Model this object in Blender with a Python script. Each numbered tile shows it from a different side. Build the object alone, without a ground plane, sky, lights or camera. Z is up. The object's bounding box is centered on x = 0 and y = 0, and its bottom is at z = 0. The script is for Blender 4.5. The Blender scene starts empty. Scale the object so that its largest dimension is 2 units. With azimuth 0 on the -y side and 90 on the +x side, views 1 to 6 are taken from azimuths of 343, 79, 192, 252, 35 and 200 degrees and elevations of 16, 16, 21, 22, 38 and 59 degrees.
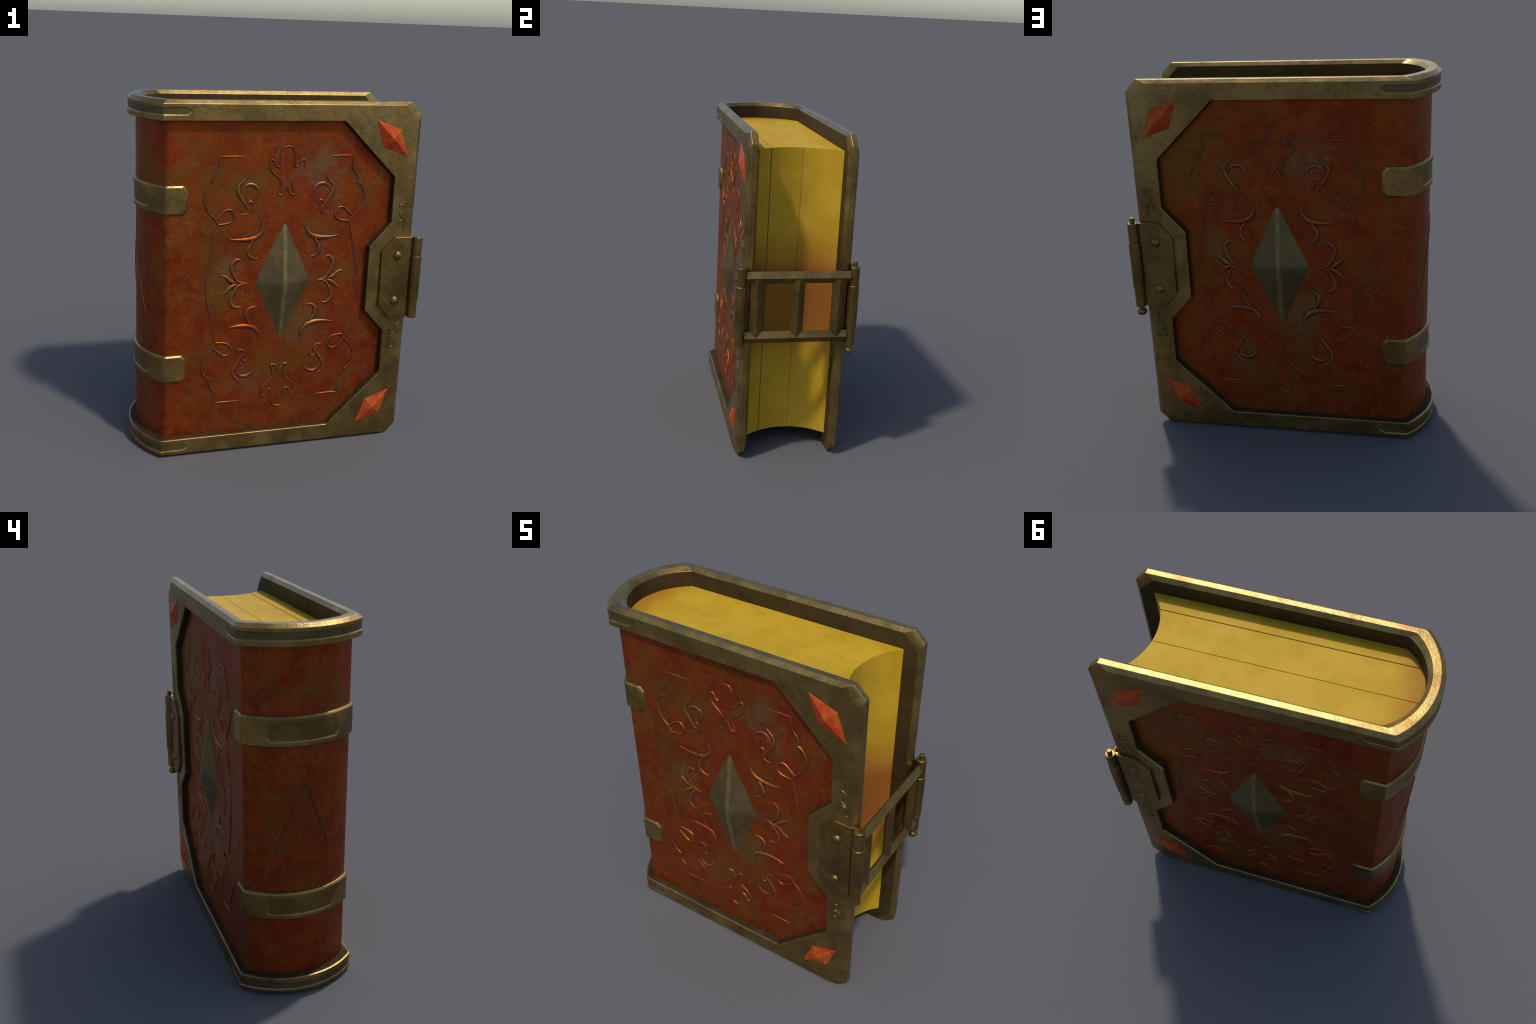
# An old spell book standing upright: red leather cover, bronze frame with
# spine bands, straps, gems, a hinged lattice clasp and a yellowed page block.
import bpy, bmesh, math, random
from mathutils import Vector

random.seed(7)
scene = bpy.context.scene

# ------------------------------------------------------------------ helpers
# The covers and the spine are one sheet bent to a U.  It is described flat:
#   s  runs along the sheet (0 = middle of the spine, + towards the back cover)
#   z  is the height, d is the depth below the outermost (frame) surface.
FACE = 0.319            # half thickness of the book over the frame
CORNER = -0.687          # x where the flat cover turns into the spine
APEX = -0.8175           # x of the middle of the spine
ARC = 0.35              # nominal length of half of the spine
EDGE = 0.7585            # x of the free edge of the covers
LEATHER = 0.038         # depth of the leather below the frame


def sharp_profile(s, d):
    h = FACE - d
    k = max(0.0, d - LEATHER)
    xc = CORNER + 0.76 * d + 1.1 * k      # the corners of the inner layers draw in
    ap = APEX + 1.18 * d
    if abs(s) <= ARC:
        sag = xc - ap
        R = (h * h + sag * sag) / (2 * sag)
        a = math.asin(min(1, h / R)) * s / ARC
        return ap + R - R * math.cos(a), R * math.sin(a)
    x = CORNER + abs(s) - ARC
    if x < -0.4:
        x = -0.4 + (x + 0.4) * (xc + 0.4) / (CORNER + 0.4)
    return x, math.copysign(h, s)


def bend(s, z, d):
    """unrolled sheet -> book; the corner is softened by averaging"""
    w = 0.006 + 0.12 * d
    px = py = 0.0
    for k in (-1, -0.5, 0, 0.5, 1):
        x, y = sharp_profile(s + k * w, d)
        px += x
        py += y
    return Vector((px / 5, py / 5, z))


def s_of_x(x, side):
    return side * (x - CORNER + ARC)


# s positions where the sheet is cut so that it can bend smoothly
CUTS = [ARC * k / 14 for k in range(-13, 14)]
for k in range(-3, 4):
    CUTS += [ARC + 0.0045 * k, -ARC - 0.0045 * k]
CUTS = sorted(set(round(c, 5) for c in CUTS))


def new_object(name, mesh, parent=None, mats=()):
    ob = bpy.data.objects.new(name, mesh)
    scene.collection.objects.link(ob)
    for m in mats:
        if m.name not in [x.name for x in mesh.materials if x]:
            mesh.materials.append(m)
    if parent:
        ob.parent = parent
    return ob


def finish(bm, name, parent, mats, angle=30, smooth=True):
    bmesh.ops.remove_doubles(bm, verts=bm.verts, dist=1e-5)
    bmesh.ops.recalc_face_normals(bm, faces=bm.faces)
    me = bpy.data.meshes.new(name)
    bm.to_mesh(me)
    bm.free()
    if smooth:
        me.shade_smooth()
        me.set_sharp_from_angle(angle=math.radians(angle))
    return new_object(name, me, parent, mats)


def inset(poly, t):
    """mitred inward offset of a counter-clockwise polygon"""
    n = len(poly)
    out = []
    for i in range(n):
        a, b, c = (Vector(poly[i - 1]), Vector(poly[i]), Vector(poly[(i + 1) % n]))
        e1 = (b - a).normalized()
        e2 = (c - b).normalized()
        n1 = Vector((-e1.y, e1.x))
        n2 = Vector((-e2.y, e2.x))
        m = n1 + n2
        k = t / max(0.25, (1 + n1.dot(n2)))
        out.append((b.x + m.x * k, b.y + m.y * k))
    return out


def loop(bm, pts, d):
    return [bm.verts.new((p[0], p[1], d)) for p in pts]


def skin(bm, la, lb, skip=(), mat=0):
    n = len(la)
    for i in range(n):
        if i in skip:
            continue
        j = (i + 1) % n
        bm.faces.new((la[i], la[j], lb[j], lb[i])).material_index = mat


def cut_and_bend(bm, cuts=CUTS):
    for c in cuts:
        bmesh.ops.bisect_plane(bm, geom=bm.verts[:] + bm.edges[:] + bm.faces[:],
                               plane_co=(c, 0, 0), plane_no=(1, 0, 0), dist=1e-6)
    for v in bm.verts:
        v.co = bend(v.co.x, v.co.y, v.co.z)


def spline(pts, n=8, closed=False):
    """Catmull-Rom through 2D control points"""
    out = []
    m = len(pts)
    for i in range(m - 1):
        p0 = pts[max(0, i - 1)]
        p1, p2 = pts[i], pts[i + 1]
        p3 = pts[min(m - 1, i + 2)]
        for k in range(n):
            t = k / n
            q = []
            for a in (0, 1):
                q.append(0.5 * (2 * p1[a] + (p2[a] - p0[a]) * t
                                + (2 * p0[a] - 5 * p1[a] + 4 * p2[a] - p3[a]) * t * t
                                + (3 * p1[a] - p0[a] - 3 * p2[a] + p3[a]) * t ** 3))
            out.append(tuple(q))
    out.append(tuple(pts[-1]))
    return out


def ridge(bm, path, width, height, depth=LEATHER, shadow_strip=0.75, foot=0.0007):
    """raised moulding along a 2D path on the unrolled sheet; width is a
    function of the position along the path (0..1)"""
    # a thin crease is painted dark along both feet of the moulding
    cr = shadow_strip
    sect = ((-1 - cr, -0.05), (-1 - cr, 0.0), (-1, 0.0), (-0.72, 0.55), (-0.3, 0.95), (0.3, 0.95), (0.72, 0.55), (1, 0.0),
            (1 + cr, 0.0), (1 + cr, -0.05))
    n = len(path)
    acc = [0.0]
    for i in range(1, n):
        acc.append(acc[-1] + math.dist(path[i], path[i - 1]))
    rows = []
    wmax = max(width(k / 20) for k in range(21))
    for i, p in enumerate(path):
        a = path[max(0, i - 1)]
        b = path[min(n - 1, i + 1)]
        tx, tz = b[0] - a[0], b[1] - a[1]
        L = math.hypot(tx, tz) or 1
        nx, nz = -tz / L, tx / L
        w = width(acc[i] / acc[-1])
        hh = height * (0.25 + 0.75 * w / wmax)
        rows.append([bm.verts.new(bend(p[0] + nx * w * u, p[1] + nz * w * u,
                                       depth - foot - hh * v if v >= 0 else depth + 0.002)) for u, v in sect])
    for r0, r1 in zip(rows, rows[1:]):
        for k in range(len(sect) - 1):
            f = bm.faces.new((r0[k], r0[k + 1], r1[k + 1], r1[k]))
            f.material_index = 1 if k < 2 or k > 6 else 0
    for r in (rows[0], rows[-1]):
        bm.faces.new(r)


def lathe(bm, prof, cx, cy, seg=28):
    rings = []
    for r, z in prof:
        rings.append([bm.verts.new((cx + r * math.cos(2 * math.pi * k / seg),
                                    cy + r * math.sin(2 * math.pi * k / seg), z)) for k in range(seg)])
    for a, b in zip(rings, rings[1:]):
        for k in range(seg):
            j = (k + 1) % seg
            bm.faces.new((a[k], a[j], b[j], b[k]))
    bm.faces.new(rings[0])
    bm.faces.new(rings[-1])


# ---------------------------------------------------------------- materials
class Nodes:
    def __init__(self, name):
        self.mat = bpy.data.materials.new(name)
        self.mat.use_nodes = True
        self.t = self.mat.node_tree
        self.bsdf = self.t.nodes["Principled BSDF"]
        self.co = self.t.nodes.new("ShaderNodeTexCoord").outputs["Object"]

    def link(self, a, b):
        self.t.links.new(a, b)

    def noise(self, scale, detail=4, rough=0.6, dist=0.0, loc=(0, 0, 0), stretch=(1, 1, 1)):
        m = self.t.nodes.new("ShaderNodeMapping")
        m.inputs["Location"].default_value = loc
        m.inputs["Scale"].default_value = stretch
        self.link(self.co, m.inputs["Vector"])
        n = self.t.nodes.new("ShaderNodeTexNoise")
        n.inputs["Scale"].default_value = scale
        n.inputs["Detail"].default_value = detail
        n.inputs["Roughness"].default_value = rough
        n.inputs["Distortion"].default_value = dist
        self.link(m.outputs[0], n.inputs["Vector"])
        return n.outputs["Fac"]

    def ramp(self, fac, lo, hi, a=0.0, b=1.0):
        r = self.t.nodes.new("ShaderNodeMapRange")
        r.interpolation_type = "SMOOTHSTEP"
        r.inputs[1].default_value = lo
        r.inputs[2].default_value = hi
        r.inputs[3].default_value = a
        r.inputs[4].default_value = b
        self.link(fac, r.inputs[0])
        return r.outputs[0]

    def mix(self, fac, a, b, blend="MIX"):
        n = self.t.nodes.new("ShaderNodeMix")
        n.data_type = "RGBA"
        n.blend_type = blend
        for sock, v in ((n.inputs[0], fac), (n.inputs[6], a), (n.inputs[7], b)):
            if isinstance(v, (int, float)):
                sock.default_value = v
            elif isinstance(v, tuple):
                sock.default_value = (*v, 1)
            else:
                self.link(v, sock)
        return n.outputs[2]

    def math(self, op, a, b=0.0):
        n = self.t.nodes.new("ShaderNodeMath")
        n.operation = op
        for sock, v in ((n.inputs[0], a), (n.inputs[1], b)):
            if isinstance(v, (int, float)):
                sock.default_value = v
            else:
                self.link(v, sock)
        return n.outputs[0]

    def bump(self, h, strength, distance=0.01, bevel=0.0):
        n = self.t.nodes.new("ShaderNodeBump")
        n.inputs["Strength"].default_value = strength
        n.inputs["Distance"].default_value = distance
        self.link(h, n.inputs["Height"])
        if bevel:
            b = self.t.nodes.new("ShaderNodeBevel")
            b.samples = 6
            b.inputs["Radius"].default_value = bevel
            self.link(b.outputs[0], n.inputs["Normal"])
        self.link(n.outputs[0], self.bsdf.inputs["Normal"])

    def out(self, color=None, rough=None, **kw):
        for key, v in (("Base Color", color), ("Roughness", rough), *kw.items()):
            if v is None:
                continue
            key = key.replace("_", " ")
            sock = self.bsdf.inputs[key]
            if isinstance(v, (int, float)):
                sock.default_value = v
            elif isinstance(v, tuple):
                sock.default_value = (*v, 1)
            else:
                self.link(v, sock)
        return self.mat


def leather_material(name="worn_red_leather", tint=1.0, gloss=0.0, scuff=0.66):
    n = Nodes(name)
    pos = n.t.nodes.new("ShaderNodeSeparateXYZ")
    n.link(n.co, pos.inputs[0])
    x, y, z = pos.outputs
    xs = n.math("MULTIPLY", x, n.math("SIGN", n.math("MULTIPLY", y, -1.0)))   # same wear on both covers

    def spots(where):
        """soft blobs of wear: (x, z, radius)"""
        total = None
        for cx, cz, r in where:
            dx = n.math("SUBTRACT", xs, cx)
            dz = n.math("SUBTRACT", z, cz)
            dd = n.math("SQRT", n.math("ADD", n.math("MULTIPLY", dx, dx), n.math("MULTIPLY", dz, dz)))
            b = n.ramp(dd, r, 0.0, 0.0, 0.17)
            total = b if total is None else n.math("ADD", total, b)
        return total

    red = n.mix(n.ramp(n.noise(9, 7, 0.72, loc=(3, 1, 0)), 0.36, 0.66), (0.210, 0.025, 0.0050), (0.300, 0.050, 0.0080))
    bn = n.math("ADD", n.noise(4.2, 8, 0.70, 0.2), spots(((-0.42, 1.08, 0.30), (-0.55, 1.55, 0.34), (-0.22, 1.52, 0.2),
                                                          (0.05, 0.62, 0.25), (0.36, 1.05, 0.16))))
    c = n.mix(n.ramp(bn, 0.43, 0.72, 0.0, 0.82), red, (0.195, 0.076, 0.0110))
    ochre = n.ramp(n.noise(34, 6, 0.75, loc=(0, 4, 2)), 0.48, 0.70)
    ochre = n.math("MULTIPLY", ochre, n.ramp(n.math("ADD", n.noise(3.0, 4, 0.6, loc=(9, 2, 5)),
                                                    spots(((-0.6, 1.25, 0.35), (-0.35, 0.95, 0.3)))), 0.42, 0.64))
    c = n.mix(n.math("MULTIPLY", ochre, 0.62), c, (0.320, 0.132, 0.012))
    gn = n.math("ADD", n.noise(15, 8, 0.76, loc=(5, 5, 1)), spots(((0.20, 1.62, 0.24), (0.14, 0.72, 0.22),
                                                                   (-0.33, 1.10, 0.14), (-0.22, 0.42, 0.2))))
    grey = n.math("MULTIPLY", n.ramp(gn, 0.50, 0.74), n.ramp(n.noise(2.6, 3, 0.5, loc=(1, 7, 3)), 0.36, 0.58, 0.25, 1.0))
    c = n.mix(n.math("MULTIPLY", grey, scuff), c, (0.170, 0.122, 0.058))
    speck = n.ramp(n.noise(85, 4, 0.7, loc=(2, 2, 9)), 0.3, 0.7, 0.84, 1.13)
    comb = n.t.nodes.new("ShaderNodeCombineColor")
    for k in range(3):
        n.link(speck, comb.inputs[k])
    c = n.mix(1.0, c, comb.outputs[0], "MULTIPLY")
    if tint != 1.0:
        c = n.mix(1.0, c, (tint, tint * 1.08, tint * 1.05), "MULTIPLY")
    h = n.math("ADD", n.noise(55, 6, 0.7), n.math("MULTIPLY", n.noise(170, 3, 0.6), 0.5))
    n.bump(h, 0.34, 0.006)
    rough = n.ramp(n.noise(11, 4, 0.6), 0.3, 0.7, 0.40 - gloss, 0.54 - gloss)
    return n.out(c, rough, Metallic=0.72, Specular_IOR_Level=0.2)


def bronze_material(name="aged_bronze", base=(0.325, 0.215, 0.070), dark=(0.195, 0.124, 0.038),
                    rust=(0.31, 0.130, 0.026), verd=(0.190, 0.152, 0.064), metallic=0.92, rust_amount=0.68,
                    rough=(0.30, 0.47), bevel=0.005, ridge_glint=False, grain=0.28, spec=0.5):
    n = Nodes(name)
    c = n.mix(n.ramp(n.noise(5.5, 6, 0.65), 0.36, 0.66), base, dark)
    c = n.mix(n.math("MULTIPLY", n.ramp(n.noise(8, 5, 0.6, loc=(4, 2, 7)), 0.50, 0.70), 0.6), c, verd)
    r = n.ramp(n.noise(9, 6, 0.72, 0.4, loc=(2, 9, 1)), 0.53, 0.68)
    c = n.mix(n.math("MULTIPLY", r, rust_amount), c, rust)
    grime = n.ramp(n.noise(13, 8, 0.75, 0.3, loc=(6, 3, 2)), 0.50, 0.72)
    c = n.mix(n.math("MULTIPLY", grime, 0.55), c, (dark[0] * 0.5, dark[1] * 0.5, dark[2] * 0.5))
    if ridge_glint:            # highlight painted pale along the upright arris of the boss
        sx = n.t.nodes.new("ShaderNodeSeparateXYZ")
        n.link(n.co, sx.inputs[0])
        glint = n.ramp(n.math("ABSOLUTE", sx.outputs[0]), 0.020, 0.002)
        glint = n.math("MULTIPLY", glint, n.ramp(n.noise(18, 5, 0.7), 0.36, 0.62, 0.35, 1.0))
        c = n.mix(n.math("MULTIPLY", glint, 0.7), c, (base[0] * 2.0, base[1] * 1.95, base[2] * 1.9))
    pit = n.ramp(n.noise(48, 5, 0.75, loc=(7, 0, 3)), 0.60, 0.72)
    c = n.mix(n.math("MULTIPLY", pit, 0.4), c, (0.12, 0.085, 0.04))
    h = n.math("ADD", n.noise(38, 6, 0.65), n.math("MULTIPLY", n.noise(130, 3, 0.6), 0.35))
    n.bump(h, grain, 0.006, bevel)
    ro = n.ramp(n.noise(10, 5, 0.6, loc=(1, 1, 8)), 0.3, 0.7, *rough)
    if bevel:                 # arrises rubbed bright, broken up by noise
        bv = n.t.nodes.new("ShaderNodeBevel")
        bv.samples = 8
        bv.inputs["Radius"].default_value = 0.006
        ge = n.t.nodes.new("ShaderNodeNewGeometry")
        dp = n.t.nodes.new("ShaderNodeVectorMath")
        dp.operation = "DOT_PRODUCT"
        n.link(bv.outputs[0], dp.inputs[0])
        n.link(ge.outputs["Normal"], dp.inputs[1])
        wear = n.math("MULTIPLY", n.ramp(dp.outputs["Value"], 0.995, 0.94), n.ramp(n.noise(24, 4, 0.7), 0.35, 0.6, 0.35, 1.0))
        c = n.mix(n.math("MULTIPLY", wear, 0.55), c, (base[0] * 1.6, base[1] * 1.6, base[2] * 1.7))
        ro = n.math("SUBTRACT", ro, n.math("MULTIPLY", wear, 0.06))
    return n.out(c, ro, Metallic=metallic, Specular_IOR_Level=spec)


def paper_material():
    n = Nodes("yellowed_paper_edges")
    pos = n.t.nodes.new("ShaderNodeSeparateXYZ")
    n.link(n.co, pos.inputs[0])
    x, y, z = pos.outputs
    wob = n.math("MULTIPLY", n.math("SUBTRACT", n.noise(5, 4, 0.6), 0.5), 0.10)
    c = n.mix(n.ramp(n.noise(6, 6, 0.6), 0.35, 0.65), (0.450, 0.268, 0.010), (0.525, 0.312, 0.022))
    c = n.mix(n.math("MULTIPLY", n.ramp(n.noise(22, 4, 0.7, loc=(2, 3, 4)), 0.5, 0.75), 0.3), c, (0.55, 0.342, 0.045))
    # red-brown tint at mid-height of the fore edge, and along the spine end
    dz = n.math("ABSOLUTE", n.math("SUBTRACT", z, 1.0))
    fore_tint = n.ramp(n.math("ADD", dz, wob), 0.50, 0.10)
    fore_tint = n.math("MULTIPLY", fore_tint, n.ramp(n.math("ADD", x, n.math("MULTIPLY", y, 0.25)), 0.45, 0.60))
    end = n.ramp(n.math("ADD", x, wob), -0.54, -0.74)
    m = n.math("MAXIMUM", n.math("MULTIPLY", fore_tint, 0.88), n.math("MULTIPLY", end, 0.55))
    c = n.mix(m, c, (0.29, 0.080, 0.016))
    n.bump(n.noise(90, 3, 0.6, stretch=(1, 14, 1)), 0.05, 0.004)
    return n.out(c, 0.62, Specular_IOR_Level=0.16)


LEATHER_MAT = leather_material()
HIGHLIGHT_LEATHER = leather_material("highlight_tinted_leather", 1.30, 0.07, 0.2)  # leather lightened so the raised tooling shows its bright highlights
_c = Nodes("painted_relief_shadow")
SHADOW_STRIP = _c.out(_c.mix(_c.noise(30), (0.030, 0.010, 0.004), (0.055, 0.015, 0.005)), 0.6)
BRONZE = bronze_material()
CLASP_BRONZE = bronze_material("dark_clasp_bronze", base=(0.245, 0.155, 0.047), dark=(0.155, 0.094, 0.027),
                               verd=(0.165, 0.130, 0.055), rust_amount=0.4)
ENGRAVED = bronze_material("tooled_bronze", base=(0.29, 0.20, 0.07), dark=(0.2, 0.135, 0.045), bevel=0, rough=(0.4, 0.5))
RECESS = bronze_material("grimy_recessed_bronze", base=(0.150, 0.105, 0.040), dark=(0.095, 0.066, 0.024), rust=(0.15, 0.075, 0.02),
                         verd=(0.105, 0.09, 0.045), metallic=0.7, rust_amount=0.3, rough=(0.4, 0.55))
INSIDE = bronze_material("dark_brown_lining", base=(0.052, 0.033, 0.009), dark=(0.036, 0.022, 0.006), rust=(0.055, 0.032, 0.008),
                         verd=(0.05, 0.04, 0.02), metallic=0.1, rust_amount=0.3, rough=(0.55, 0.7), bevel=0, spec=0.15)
PAINTED_SHADE = bronze_material("painted_shadow_groove", base=(0.040, 0.028, 0.012), dark=(0.025, 0.017, 0.008), rust=(0.05, 0.03, 0.01),  # near-black colour carries the shadow between frame and leather
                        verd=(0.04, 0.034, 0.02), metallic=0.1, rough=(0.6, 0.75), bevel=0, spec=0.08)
BOSS_BRONZE = bronze_material("dull_green_bronze", base=(0.145, 0.104, 0.040), dark=(0.098, 0.068, 0.025),
                              verd=(0.125, 0.100, 0.044), metallic=0.65, ridge_glint=True, rust_amount=0.3, rough=(0.42, 0.55), bevel=0)
PAPER = paper_material()
_g = Nodes("paper_gap")
GAP = _g.out(_g.mix(_g.noise(20), (0.10, 0.045, 0.015), (0.16, 0.07, 0.02)), 0.8)


def gem_material():
    n = Nodes("red_lacquered_stone")
    c = n.mix(n.ramp(n.noise(16, 6, 0.7, 0.5), 0.4, 0.65), (0.40, 0.040, 0.008), (0.44, 0.100, 0.012))
    n.bump(n.noise(50, 5, 0.6), 0.12, 0.005)
    return n.out(c, 0.42, Metallic=0.3, Specular_IOR_Level=0.2)


GEM = gem_material()

# -------------------------------------------------------------------- thing
book = bpy.data.objects.new("leather_bound_book", None)
scene.collection.objects.link(book)
book["label"] = "old red leather spell book with bronze frame and lattice clasp"
book["category"] = "book"

# ------------------------------------------------------------------ leather
Z0, Z1 = 0.10, 1.90          # the leather runs under the frame
S_END = s_of_x(0.66, 1)


def leather_cover():
    """one bent sheet, then separated at the corners into cover, spine, cover"""
    ss = sorted(set([round(ARC * k / 40, 5) for k in range(-40, 41)] + [round(sg * (ARC - t), 5) for sg in (-1, 1) for t in (0.0045, 0.0135)]
                    + [round(sg * (ARC + t), 5) for sg in (-1, 1)
                       for t in (0.0045, 0.009, 0.0135, 0.024, 0.04, 0.08, 0.2, 0.5, 0.9, S_END - ARC)]))
    zs = [Z0 + (Z1 - Z0) * k / 24 for k in range(25)]

    def normal(s):
        a, b = bend(s - 1e-3, 0, LEATHER), bend(s + 1e-3, 0, LEATHER)
        t = (b - a).normalized()
        return Vector((-t.y, t.x, 0)) if False else Vector((-t.y, t.x, 0)) * -1

    parts = (("cover", -S_END, -ARC), ("spine", -ARC, ARC), ("cover", ARC, S_END))
    made = []
    for name, lo, hi in parts:
        cols = [s for s in ss if lo - 1e-6 <= s <= hi + 1e-6]
        me = bpy.data.meshes.new(name)
        verts, nor, faces = [], [], []
        for s in cols:
            nn = normal(s)
            mid = bend(s, 0, LEATHER) - Vector((0, 0, 0))
            if nn.dot(Vector((mid.x - 0.0, mid.y, 0))) < 0 and abs(s) < ARC:
                nn = -nn
            if abs(s) >= ARC and nn.y * s < 0:
                nn = -nn
            for z in zs:
                verts.append(bend(s, z, LEATHER))
                nor.append(nn)
        no = len(verts)
        for s in cols:                       # inner side of the board
            for z in zs:
                verts.append(bend(s, z, 0.060))
                nor.append(-nor[len(verts) - 1 - no])
        m = len(zs)
        for i in range(len(cols) - 1):
            for k in range(m - 1):
                a, b, c, d = i * m + k, (i + 1) * m + k, (i + 1) * m + k + 1, i * m + k + 1
                faces.append((a, d, c, b))
                faces.append((a + no, b + no, c + no, d + no))
        me.from_pydata([tuple(v) for v in verts], [], faces)
        me.update()
        f = me.polygons[0]
        if f.normal.dot(nor[0]) < 0:
            me.flip_normals()
        me.shade_smooth()
        me.normals_split_custom_set_from_vertices([tuple(v) for v in nor])
        made.append(new_object(name, me, book, (LEATHER_MAT,)))
    return made


front_cover, spine, back_cover = leather_cover()

# -------------------------------------------------------------- metal frame
# outline of the cut-out on the front cover in (x, z), from the free edge side
CUT = [(0.305, 1.897), (0.622, 1.588), (0.622, 1.325), (0.500, 1.190),
       (0.500, 0.810), (0.622, 0.675), (0.622, 0.412), (0.305, 0.103)]
BAND = -0.42                 # x where the spine band section starts


def frame():
    bm = bmesh.new()

    def ring(front):           # front: list of (x, z) from top to bottom, mirrored to the back
        pts = [(s_of_x(x, -1), z) for x, z in front]          # down the front edge
        pts += [(s_of_x(x, 1), z) for x, z in reversed(front)]  # up the back edge
        return pts

    def outer(e, top, c_in):
        # e: x of edge, top: distance from top/bottom, c_in: chamfer leg
        zt, zb = 2 - top, top
        return ring([(BAND, zt), (0.305, zt), (e - c_in, zt), (e, zt - c_in), (e, 1.40), (e, 1.190),
                     (e, 0.810), (e, 0.60), (e, zb + c_in), (e - c_in, zb), (0.305, zb), (BAND, zb)])

    def hole(t):
        h = [(x - t * a, z + t * b) for (x, z), a, b in zip(
            CUT, (0.4, 1, 1, 1, 1, 1, 1, 0.4), (-1, -0.4, 0.4, 0.4, -0.4, -0.4, 0.4, 1))]
        a, b = h[0], h[-1]
        return ring([(BAND, a[1]), a, a, *h[1:7], b, b, (BAND, b[1])])

    # loops from the leather up over the face, round the edge to the inside
    H2 = loop(bm, hole(0.006), LEATHER + 0.004)
    H1 = loop(bm, hole(0.003), 0.008)
    H0 = loop(bm, hole(0.0), 0.0)
    O1 = loop(bm, outer(EDGE - 0.022, 0.018, 0.089), 0.0)
    Oa = loop(bm, outer(EDGE, 0.0, 0.060), 0.019)
    Ob = loop(bm, outer(EDGE, 0.0, 0.060), 0.049)
    O2 = loop(bm, outer(EDGE - 0.020, 0.020, 0.085), 0.067)
    H3 = loop(bm, hole(0.0), 0.067)
    n = len(H0)
    # the last pair of each ring spans the spine: 23 -> 0 is the top band, 11 -> 12 the bottom band
    skip = (11, n - 1)
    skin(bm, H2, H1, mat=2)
    skin(bm, H1, H0)
    skin(bm, H0, O1, skip)
    skin(bm, O1, Oa)
    skin(bm, Oa, Ob)
    skin(bm, Ob, O2)
    skin(bm, O2, H3, mat=3)
    # spine bands with a recessed channel that ends in points on the covers
    for i, zc in ((n - 1, 1.944), (11, 0.056)):
        j = (i + 1) % n
        tip, flat, half = abs(s_of_x(-0.532, 1)), abs(s_of_x(-0.557, 1)), 0.0215

        def hexagon(t, d):
            return [bm.verts.new((sx, zz, d)) for sx, zz in (
                (-tip + 1.4 * t, zc), (-flat + 0.6 * t, zc + half - t), (flat - 0.6 * t, zc + half - t),
                (tip - 1.4 * t, zc), (flat - 0.6 * t, zc - half + t), (-flat + 0.6 * t, zc - half + t))]

        A, B = hexagon(0, 0.0), hexagon(0.005, 0.003)
        top, low = (O1, H0) if zc > 1 else (H0, O1)
        # indices: for the top band vertex i lies on the back side, j on the front
        f, b = (j, i) if zc > 1 else (i, j)
        bm.faces.new((top[f], top[b], A[2], A[1]))
        bm.faces.new((low[b], low[f], A[5], A[4]))
        bm.faces.new((low[f], top[f], A[1], A[0], A[5]))
        bm.faces.new((top[b], low[b], A[4], A[3], A[2]))
        for k in range(6):
            bm.faces.new((A[k], A[(k + 1) % 6], B[(k + 1) % 6], B[k]))
        bm.faces.new(B).material_index = 1
    bmesh.ops.remove_doubles(bm, verts=bm.verts, dist=1e-6)
    cut_and_bend(bm)
    return finish(bm, "metal_frame", book, (BRONZE, RECESS, PAINTED_SHADE, INSIDE), 22)


metal_frame = frame()


# ------------------------------------------------------------------- straps
def strap(z_lo, z_hi):
    bm = bmesh.new()
    e = abs(s_of_x(-0.560, 1))
    c = 0.027
    out = [(-e, z_lo + c), (-e + c, z_lo), (e - c, z_lo), (e, z_lo + c),
           (e, z_hi - c), (e - c, z_hi), (-e + c, z_hi), (-e, z_hi - c)]
    A = loop(bm, out, LEATHER + 0.006)
    B = loop(bm, out, 0.033)
    C = loop(bm, inset(out, 0.009), 0.0262)
    skin(bm, A, B)
    skin(bm, B, C)
    # recessed field with round corners on the spine
    zc, hw, hh, r = (z_lo + z_hi) / 2, 0.212, 0.051, 0.032

    def field(t, d):
        pts = []
        for cx, cz, a0 in ((-hw + r, -hh + r, 180), (hw - r, -hh + r, 270), (hw - r, hh - r, 0), (-hw + r, hh - r, 90)):
            for k in range(6):
                a = math.radians(a0 + 90 * k / 5)
                pts.append((cx + (r - t) * math.cos(a), zc + cz + (r - t) * math.sin(a)))
        return loop(bm, pts, d)

    F, G = field(0, 0.0262), field(0.006, 0.0300)
    skin(bm, F, G)
    bm.faces.new(G).material_index = 1
    # four n-gons join the field to the plate: C = 0..7 counter-clockwise
    bm.faces.new([C[1], C[2]] + F[6:9][::-1] + F[3:6][::-1])       # below
    bm.faces.new([C[2], C[3], C[4], C[5]] + F[12:15][::-1] + F[8:12][::-1])
    bm.faces.new([C[5], C[6]] + F[18:21][::-1] + F[14:18][::-1])
    bm.faces.new([C[6], C[7], C[0], C[1]] + F[0:4][::-1] + F[20:24][::-1])
    bmesh.ops.recalc_face_normals(bm, faces=bm.faces)
    cut_and_bend(bm)
    return finish(bm, "strap", book, (BRONZE, CLASP_BRONZE), 24)


strap(1.398, 1.555)
strap(0.445, 0.602)

# -------------------------------------------------------------------- pages
PY, PZ0, PZ1 = 0.2535, 0.105, 1.895


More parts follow.
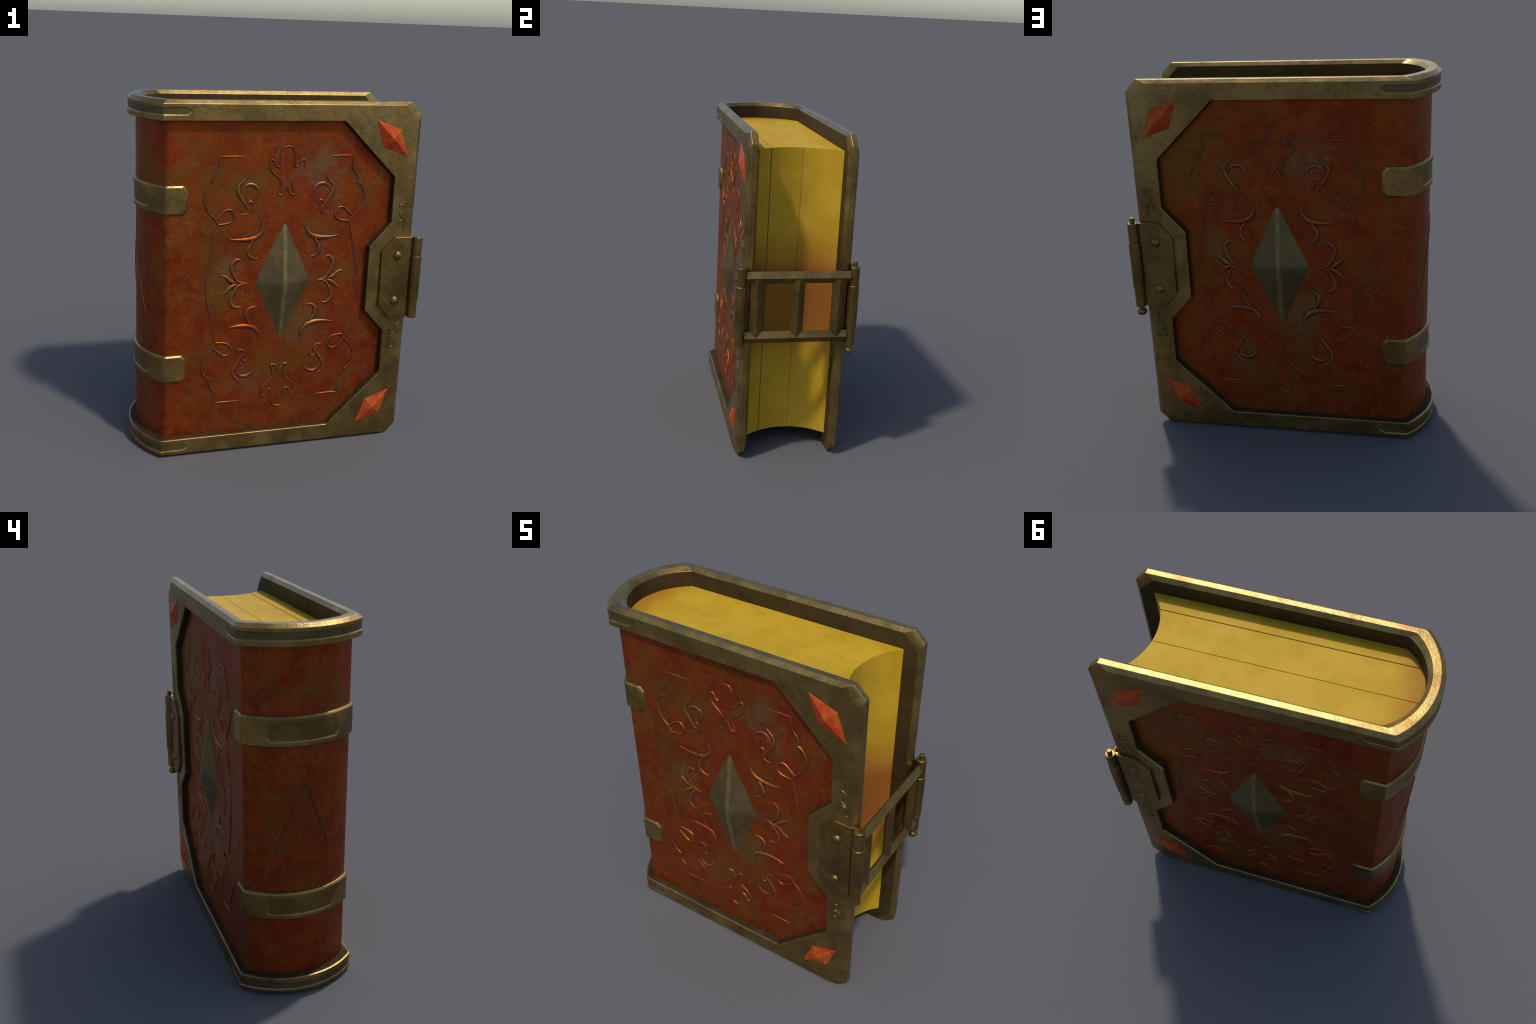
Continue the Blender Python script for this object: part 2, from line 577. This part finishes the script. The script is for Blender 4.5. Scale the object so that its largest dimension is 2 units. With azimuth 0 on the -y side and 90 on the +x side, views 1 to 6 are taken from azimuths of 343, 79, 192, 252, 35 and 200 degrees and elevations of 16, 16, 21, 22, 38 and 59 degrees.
def fore_x(y):                 # concave fore edge
    R = (PY ** 2 + 0.107 ** 2) / (2 * 0.107)
    return 0.556 + R - math.sqrt(R * R - y * y)


def back_x(y):                 # rounded spine end
    sag = 0.120
    R = (PY ** 2 + sag ** 2) / (2 * sag)
    return -0.7395 + R - math.sqrt(R * R - y * y)


def page_block(name, y0, y1, mat, shrink=0.0, parent=None):
    bm = bmesh.new()
    n = 18
    ys = [y0 + (y1 - y0) * k / n for k in range(n + 1)]
    out = [(fore_x(y) - shrink, y) for y in ys] + [(back_x(y) + shrink, y) for y in reversed(ys)]
    b = 0.0008 if not shrink else 0.0
    inn = inset(out, b) if b else out
    lv = [loop(bm, inn, PZ0 + shrink), loop(bm, out, PZ0 + b + shrink),
          loop(bm, out, PZ1 - b - shrink), loop(bm, inn, PZ1 - shrink)]
    for a, c in zip(lv, lv[1:]):
        skin(bm, a, c)
    for L in (lv[0], lv[-1]):
        m = len(L)
        for k in range(n):
            bm.faces.new((L[k], L[k + 1], L[m - 2 - k], L[m - 1 - k]))
    return finish(bm, name, parent or book, (mat,), 40)


page_block("page_block", -PY, -0.1598, PAPER)
page_block("page_block", -0.1548, 0.0335, PAPER)
page_block("page_block", 0.0358, PY, PAPER)
page_block("binding_core", -0.20, 0.20, GAP, shrink=0.003)


# ------------------------------------------------------- bosses and gem studs
def diamond_boss(side, parent):
    a, b, H, e = 0.157, 0.338, 0.054, 0.012
    bm = bmesh.new()

    def f(x, z):
        return ((math.sqrt(x * x + (e * 0.6) ** 2) - e * 0.6) / (a - 0.003)
                + (math.sqrt(z * z + e * e) - e) / (b - 0.005))

    seg, rings = 96, 22
    centre = None
    prev = None
    for k in range(rings + 1):
        rho = (k / rings)
        row = []
        for j in range(seg):
            q = j / seg * 4
            i = int(q)
            u = q - i
            u = u * u * (3 - 2 * u)
            corners = ((a, 0), (0, b), (-a, 0), (0, -b), (a, 0))
            dx = corners[i][0] * (1 - u) + corners[i + 1][0] * u
            dz = corners[i][1] * (1 - u) + corners[i + 1][1] * u
            lo, hi = 0.0, 1.3
            for _ in range(24):            # point of the level f = rho on this ray
                mid = (lo + hi) / 2
                if f(dx * mid, dz * mid) < rho:
                    lo = mid
                else:
                    hi = mid
            row.append((dx * lo, dz * lo))
        if k == 0:
            centre = bm.verts.new((0, side * (FACE - LEATHER + H), 1.0))
            continue
        y = FACE - LEATHER - 0.002 + (H + 0.002) * (1 - rho)
        vs = [bm.verts.new((x, side * y, 1.0 + z)) for x, z in row]
        for j in range(seg):
            if prev is None:
                bm.faces.new((centre, vs[j], vs[(j + 1) % seg]))
            else:
                bm.faces.new((prev[j], vs[j], vs[(j + 1) % seg], prev[(j + 1) % seg]))
        prev = vs
    bm.faces.new(prev)
    return finish(bm, "diamond_boss", parent, (BOSS_BRONZE,), 40)


def gem(side, zc, parent):
    bm = bmesh.new()
    up = 1 if zc > 1 else -1
    cx = 0.586
    pts = [(-0.102, 0.102 * up), (-0.0475, -0.0485 * up), (0.102, -0.102 * up), (0.0475, 0.0485 * up)]
    base = [bm.verts.new((cx + x, side * (FACE - 0.002), zc + z)) for x, z in pts]
    rim = [bm.verts.new((cx + x, side * (FACE + 0.001), zc + z)) for x, z in pts]
    top = bm.verts.new((cx, side * (FACE + 0.0265), zc))
    bm.faces.new(base)
    skin(bm, base, rim)
    for k in range(4):
        bm.faces.new((rim[k], rim[(k + 1) % 4], top))
    return finish(bm, "gem_stud", parent, (GEM,), smooth=False)


# ---------------------------------------------------------------- ornaments
# left upper quarter of the cover pattern, (x, z) control points
BORDER_A = [(-0.237, 1.706), (-0.372, 1.706)]
BORDER_B = [(-0.373, 1.706), (-0.375, 1.683), (-0.378, 1.645), (-0.384, 1.629), (-0.402, 1.611), (-0.411, 1.589),
            (-0.412, 1.572), (-0.408, 1.558)]
BORDER_C = [(-0.408, 1.558), (-0.430, 1.545), (-0.448, 1.525), (-0.459, 1.498), (-0.459, 1.470), (-0.450, 1.439),
            (-0.427, 1.400), (-0.395, 1.369), (-0.376, 1.339)]
BORDER_LOOP = [(-0.392, 1.368), (-0.364, 1.396), (-0.340, 1.415), (-0.321, 1.420), (-0.301, 1.412), (-0.289, 1.389),
               (-0.294, 1.364), (-0.313, 1.349), (-0.338, 1.342), (-0.376, 1.339)]
BORDER_SIDE = [(-0.376, 1.339), (-0.391, 1.288), (-0.407, 1.218), (-0.423, 1.129), (-0.437, 1.069), (-0.446, 1.000)]
FLOURISH = [(-0.236, 1.618), (-0.228, 1.596), (-0.243, 1.575), (-0.265, 1.555), (-0.273, 1.531), (-0.265, 1.500),
            (-0.248, 1.472), (-0.226, 1.440), (-0.209, 1.418), (-0.210, 1.404), (-0.226, 1.392), (-0.251, 1.388)]
FLOURISH_HOOK = [(-0.258, 1.512), (-0.242, 1.537), (-0.221, 1.553), (-0.196, 1.554), (-0.173, 1.543), (-0.159, 1.522),
                 (-0.167, 1.498)]
FLOURISH_CURL = [(-0.219, 1.439), (-0.214, 1.455), (-0.203, 1.461), (-0.191, 1.455), (-0.188, 1.435)]
HORN = [(-0.137, 1.358), (-0.126, 1.325), (-0.132, 1.293), (-0.156, 1.266), (-0.190, 1.253), (-0.228, 1.249),
        (-0.271, 1.250), (-0.303, 1.255), (-0.326, 1.264)]
HORN_STEM = [(-0.160, 1.262), (-0.188, 1.230), (-0.203, 1.202), (-0.206, 1.173), (-0.192, 1.151), (-0.170, 1.141),
             (-0.142, 1.138)]
MOTIF_STEM = [(-0.242, 1.133), (-0.268, 1.138), (-0.290, 1.119), (-0.297, 1.094), (-0.287, 1.061), (-0.268, 1.023),
              (-0.242, 1.006), (-0.205, 1.000)]
MOTIF_ARM = [(-0.358, 1.053), (-0.330, 1.045), (-0.304, 1.021), (-0.265, 1.000)]
FINIAL = [(0.000, 1.759), (-0.020, 1.754), (-0.034, 1.736), (-0.040, 1.710), (-0.041, 1.677), (-0.042, 1.652),
          (-0.051, 1.648), (-0.065, 1.659), (-0.074, 1.675), (-0.083, 1.684), (-0.093, 1.685), (-0.099, 1.669),
          (-0.099, 1.651), (-0.092, 1.630), (-0.073, 1.609), (-0.053, 1.593), (-0.038, 1.578), (-0.032, 1.563),
          (-0.034, 1.540), (-0.040, 1.519), (-0.047, 1.496)]
FINIAL_FOOT = [(-0.047, 1.496), (-0.034, 1.496), (-0.022, 1.501), (-0.013, 1.518), (0.000, 1.543)]


def even(w):
    return lambda t: w


def leaf(w, peak=0.5, tip=0.15):
    def f(t):
        u = t / peak if t < peak else (1 - t) / (1 - peak)
        return w * (tip + (1 - tip) * math.sin(u * math.pi / 2))
    return f


def ornament(name, strokes, side, mx, mz, parent, mats=None, depth=LEATHER):
    """strokes: (points, width function, height); mx, mz mirror the quarter"""
    bm = bmesh.new()
    for pts, wf, h in strokes:
        for sx in (mx if isinstance(mx, tuple) else (mx,)):
            for sz in (mz if isinstance(mz, tuple) else (mz,)):
                path = [(s_of_x(x * sx, side), 1 + (z - 1) * sz) for x, z in spline(pts, 6 if len(pts) > 2 else 4)]
                ridge(bm, path, wf, h, depth)
    return finish(bm, name, parent, mats or (HIGHLIGHT_LEATHER, SHADOW_STRIP), 50)


def decorate(side, cover):
    line = even(0.0054)
    for mx in (1, -1):
        for mz in (1, -1):
            ornament("border_line", [(BORDER_A, leaf(0.0058, 0.7, 0.3), 0.0048), (BORDER_B, line, 0.0054),
                                     (BORDER_C, line, 0.0054), (BORDER_LOOP, even(0.0058), 0.0060),
                                     (BORDER_SIDE, leaf(0.0054, 0.3, 0.6), 0.0046)], side, mx, mz, cover)
            ornament("flourish", [(FLOURISH, leaf(0.0085, 0.45, 0.35), 0.0050),
                                  (FLOURISH_HOOK, leaf(0.0085, 0.6, 0.4), 0.0050),
                                  (FLOURISH_CURL, leaf(0.0062, 0.5, 0.6), 0.0045)], side, mx, mz, cover)
            ornament("horn_scroll", [(HORN, leaf(0.0125, 0.45, 0.08), 0.0078),
                                     (HORN_STEM, leaf(0.0105, 0.5, 0.12), 0.0070)], side, mx, mz, cover)
        ornament("side_leaf", [(MOTIF_STEM, leaf(0.0095, 0.2, 0.3), 0.0050),
                               (MOTIF_ARM, leaf(0.0105, 0.7, 0.1), 0.0056)], side, mx, (1, -1), cover)
    for mz in (1, -1):
        ornament("finial", [(FINIAL, even(0.0050), 0.0054), (FINIAL_FOOT, even(0.0050), 0.0054)],
                 side, (1, -1), mz, cover)


SCROLL = [(0.702, 1.441), (0.708, 1.426), (0.706, 1.411), (0.697, 1.398), (0.682, 1.385), (0.670, 1.374),
          (0.677, 1.362), (0.700, 1.346), (0.705, 1.331), (0.703, 1.314), (0.698, 1.298), (0.699, 1.287), (0.713, 1.284)]
SCROLL_HOOK = [(0.663, 1.412), (0.664, 1.421), (0.670, 1.427), (0.680, 1.428), (0.692, 1.420), (0.702, 1.406)]
SCROLL_LOW = [(0.663, 1.314), (0.663, 1.329), (0.672, 1.338), (0.685, 1.340), (0.698, 1.332)]
SCROLL_DOT = [(0.662, 1.382), (0.665, 1.387), (0.672, 1.391)]

for side, cover in ((-1, front_cover), (1, back_cover)):
    diamond_boss(side, cover)
    decorate(side, cover)
    for zc in (1.802, 0.198):
        gem(side, zc, metal_frame)
    for mz in (1, -1):
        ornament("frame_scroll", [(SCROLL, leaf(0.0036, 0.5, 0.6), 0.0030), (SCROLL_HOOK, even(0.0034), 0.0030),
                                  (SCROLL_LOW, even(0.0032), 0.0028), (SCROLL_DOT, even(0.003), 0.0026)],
                 side, 1, mz, metal_frame, (ENGRAVED, PAINTED_SHADE), 0.0)

# the pointed mark on the spine
bm = bmesh.new()
for sg in (-1, 1):
    path = [(sg * 0.168 * (k / 24), 1.218 - 0.385 * (k / 24)) for k in range(25)]
    ridge(bm, path, even(0.0034), 0.0034, shadow_strip=1.8)
finish(bm, "spine_mark", spine, (HIGHLIGHT_LEATHER, SHADOW_STRIP), 50)


# ------------------------------------------------------------ hinges and clasp
def prism(bm, sect, a, b):
    """sect: closed list of offset vectors, extruded from a to b"""
    r0 = [bm.verts.new(Vector(a) + Vector(p)) for p in sect]
    r1 = [bm.verts.new(Vector(b) + Vector(p)) for p in sect]
    skin(bm, r0, r1)
    bm.faces.new(r0)
    bm.faces.new(r1)


HX, HY = 0.787, 0.3325        # hinge axis
PLATE = [(0.748, 1.244), (0.648, 1.244), (0.572, 1.159), (0.572, 0.841), (0.648, 0.756), (0.748, 0.756)]


def hinge(side):
    bm = bmesh.new()
    lv = []
    for t, y in ((0, FACE - 0.003), (0, 0.334), (0.0025, 0.3365)):
        lv.append([bm.verts.new((x, side * y, z)) for x, z in inset(PLATE, t)])
    skin(bm, lv[0], lv[1])
    skin(bm, lv[1], lv[2])
    bm.faces.new(lv[0])
    bm.faces.new(lv[2])
    # tongue that runs round the pin
    prism(bm, [(0, side * 0.311, 0), (0, side * 0.328, 0), (0.046, side * 0.328, 0), (0.046, side * 0.311, 0)],
          (0.740, 0, 0.762), (0.740, 0, 1.238))
    plate = finish(bm, "hinge_plate", book, (CLASP_BRONZE,), 30)
    for z in (1.136, 0.866):
        bm = bmesh.new()
        rings = []
        n = 24
        for k in range(7):
            a = k / 6 * math.pi / 2
            r, h = 0.0275 * math.cos(a), 0.019 * math.sin(a)
            rings.append([bm.verts.new((0.668 + r * math.cos(2 * math.pi * j / n), side * (0.3355 + h),
                                        z + r * math.sin(2 * math.pi * j / n))) for j in range(n)])
        for r0, r1 in zip(rings, rings[1:]):
            skin(bm, r0, r1)
        bm.faces.new(rings[0])
        finish(bm, "rivet", plate, (CLASP_BRONZE,), 60)
    for z0, z1, r in ((1.1325, 1.2435, 0.0285), (0.8675, 1.1325, 0.0324), (0.7565, 0.8675, 0.0285)):
        bm = bmesh.new()
        c = 0.003
        lathe(bm, [(r - c, z0 + 0.0002), (r, z0 + c), (r, z1 - c), (r - c, z1 - 0.0002)], HX, side * HY, 32)
        finish(bm, "hinge_knuckle", plate, (CLASP_BRONZE,), 35)
    if side > 0:             # the back hinge opens: its pin shows at both ends
        bm = bmesh.new()
        lathe(bm, [(0.0135, 1.240), (0.0135, 1.2715), (0.0115, 1.2735)], HX, HY, 20)
        lathe(bm, [(0.0145, 0.760), (0.0145, 0.741), (0.0235, 0.737), (0.0275, 0.728), (0.0265, 0.717), (0.020, 0.708),
                   (0.010, 0.704)], HX, HY, 24)
        finish(bm, "hinge_pin", plate, (CLASP_BRONZE,), 40)
    return plate


hinge(-1)
hinge(1)

bm = bmesh.new()
BX, RX = 0.789, 0.813     # shoulder and ridge of the bars


def bar_section(half, axis, back):
    pts = ((RX, 0.0), (BX, half), (back, half * 0.9), (back, -half * 0.9), (BX, -half))
    return [((x, 0, w) if axis == "y" else (x, w, 0)) for x, w in pts]


for z in (1.1825, 0.8175):
    prism(bm, bar_section(0.036, "y", 0.778), (0, -0.306, z), (0, 0.306, z))
finish(bm, "clasp_rail", book, (CLASP_BRONZE,), 20)
for y in (-0.2415, 0.0, 0.2415):
    bm = bmesh.new()
    sect = [(x - 0.0006, w, 0) for x, w, _ in bar_section(0.0395, "z", 0.779)]
    prism(bm, sect, (0, y, 0.8175), (0, y, 1.1825))
    finish(bm, "clasp_bar", book, (CLASP_BRONZE,), 20)
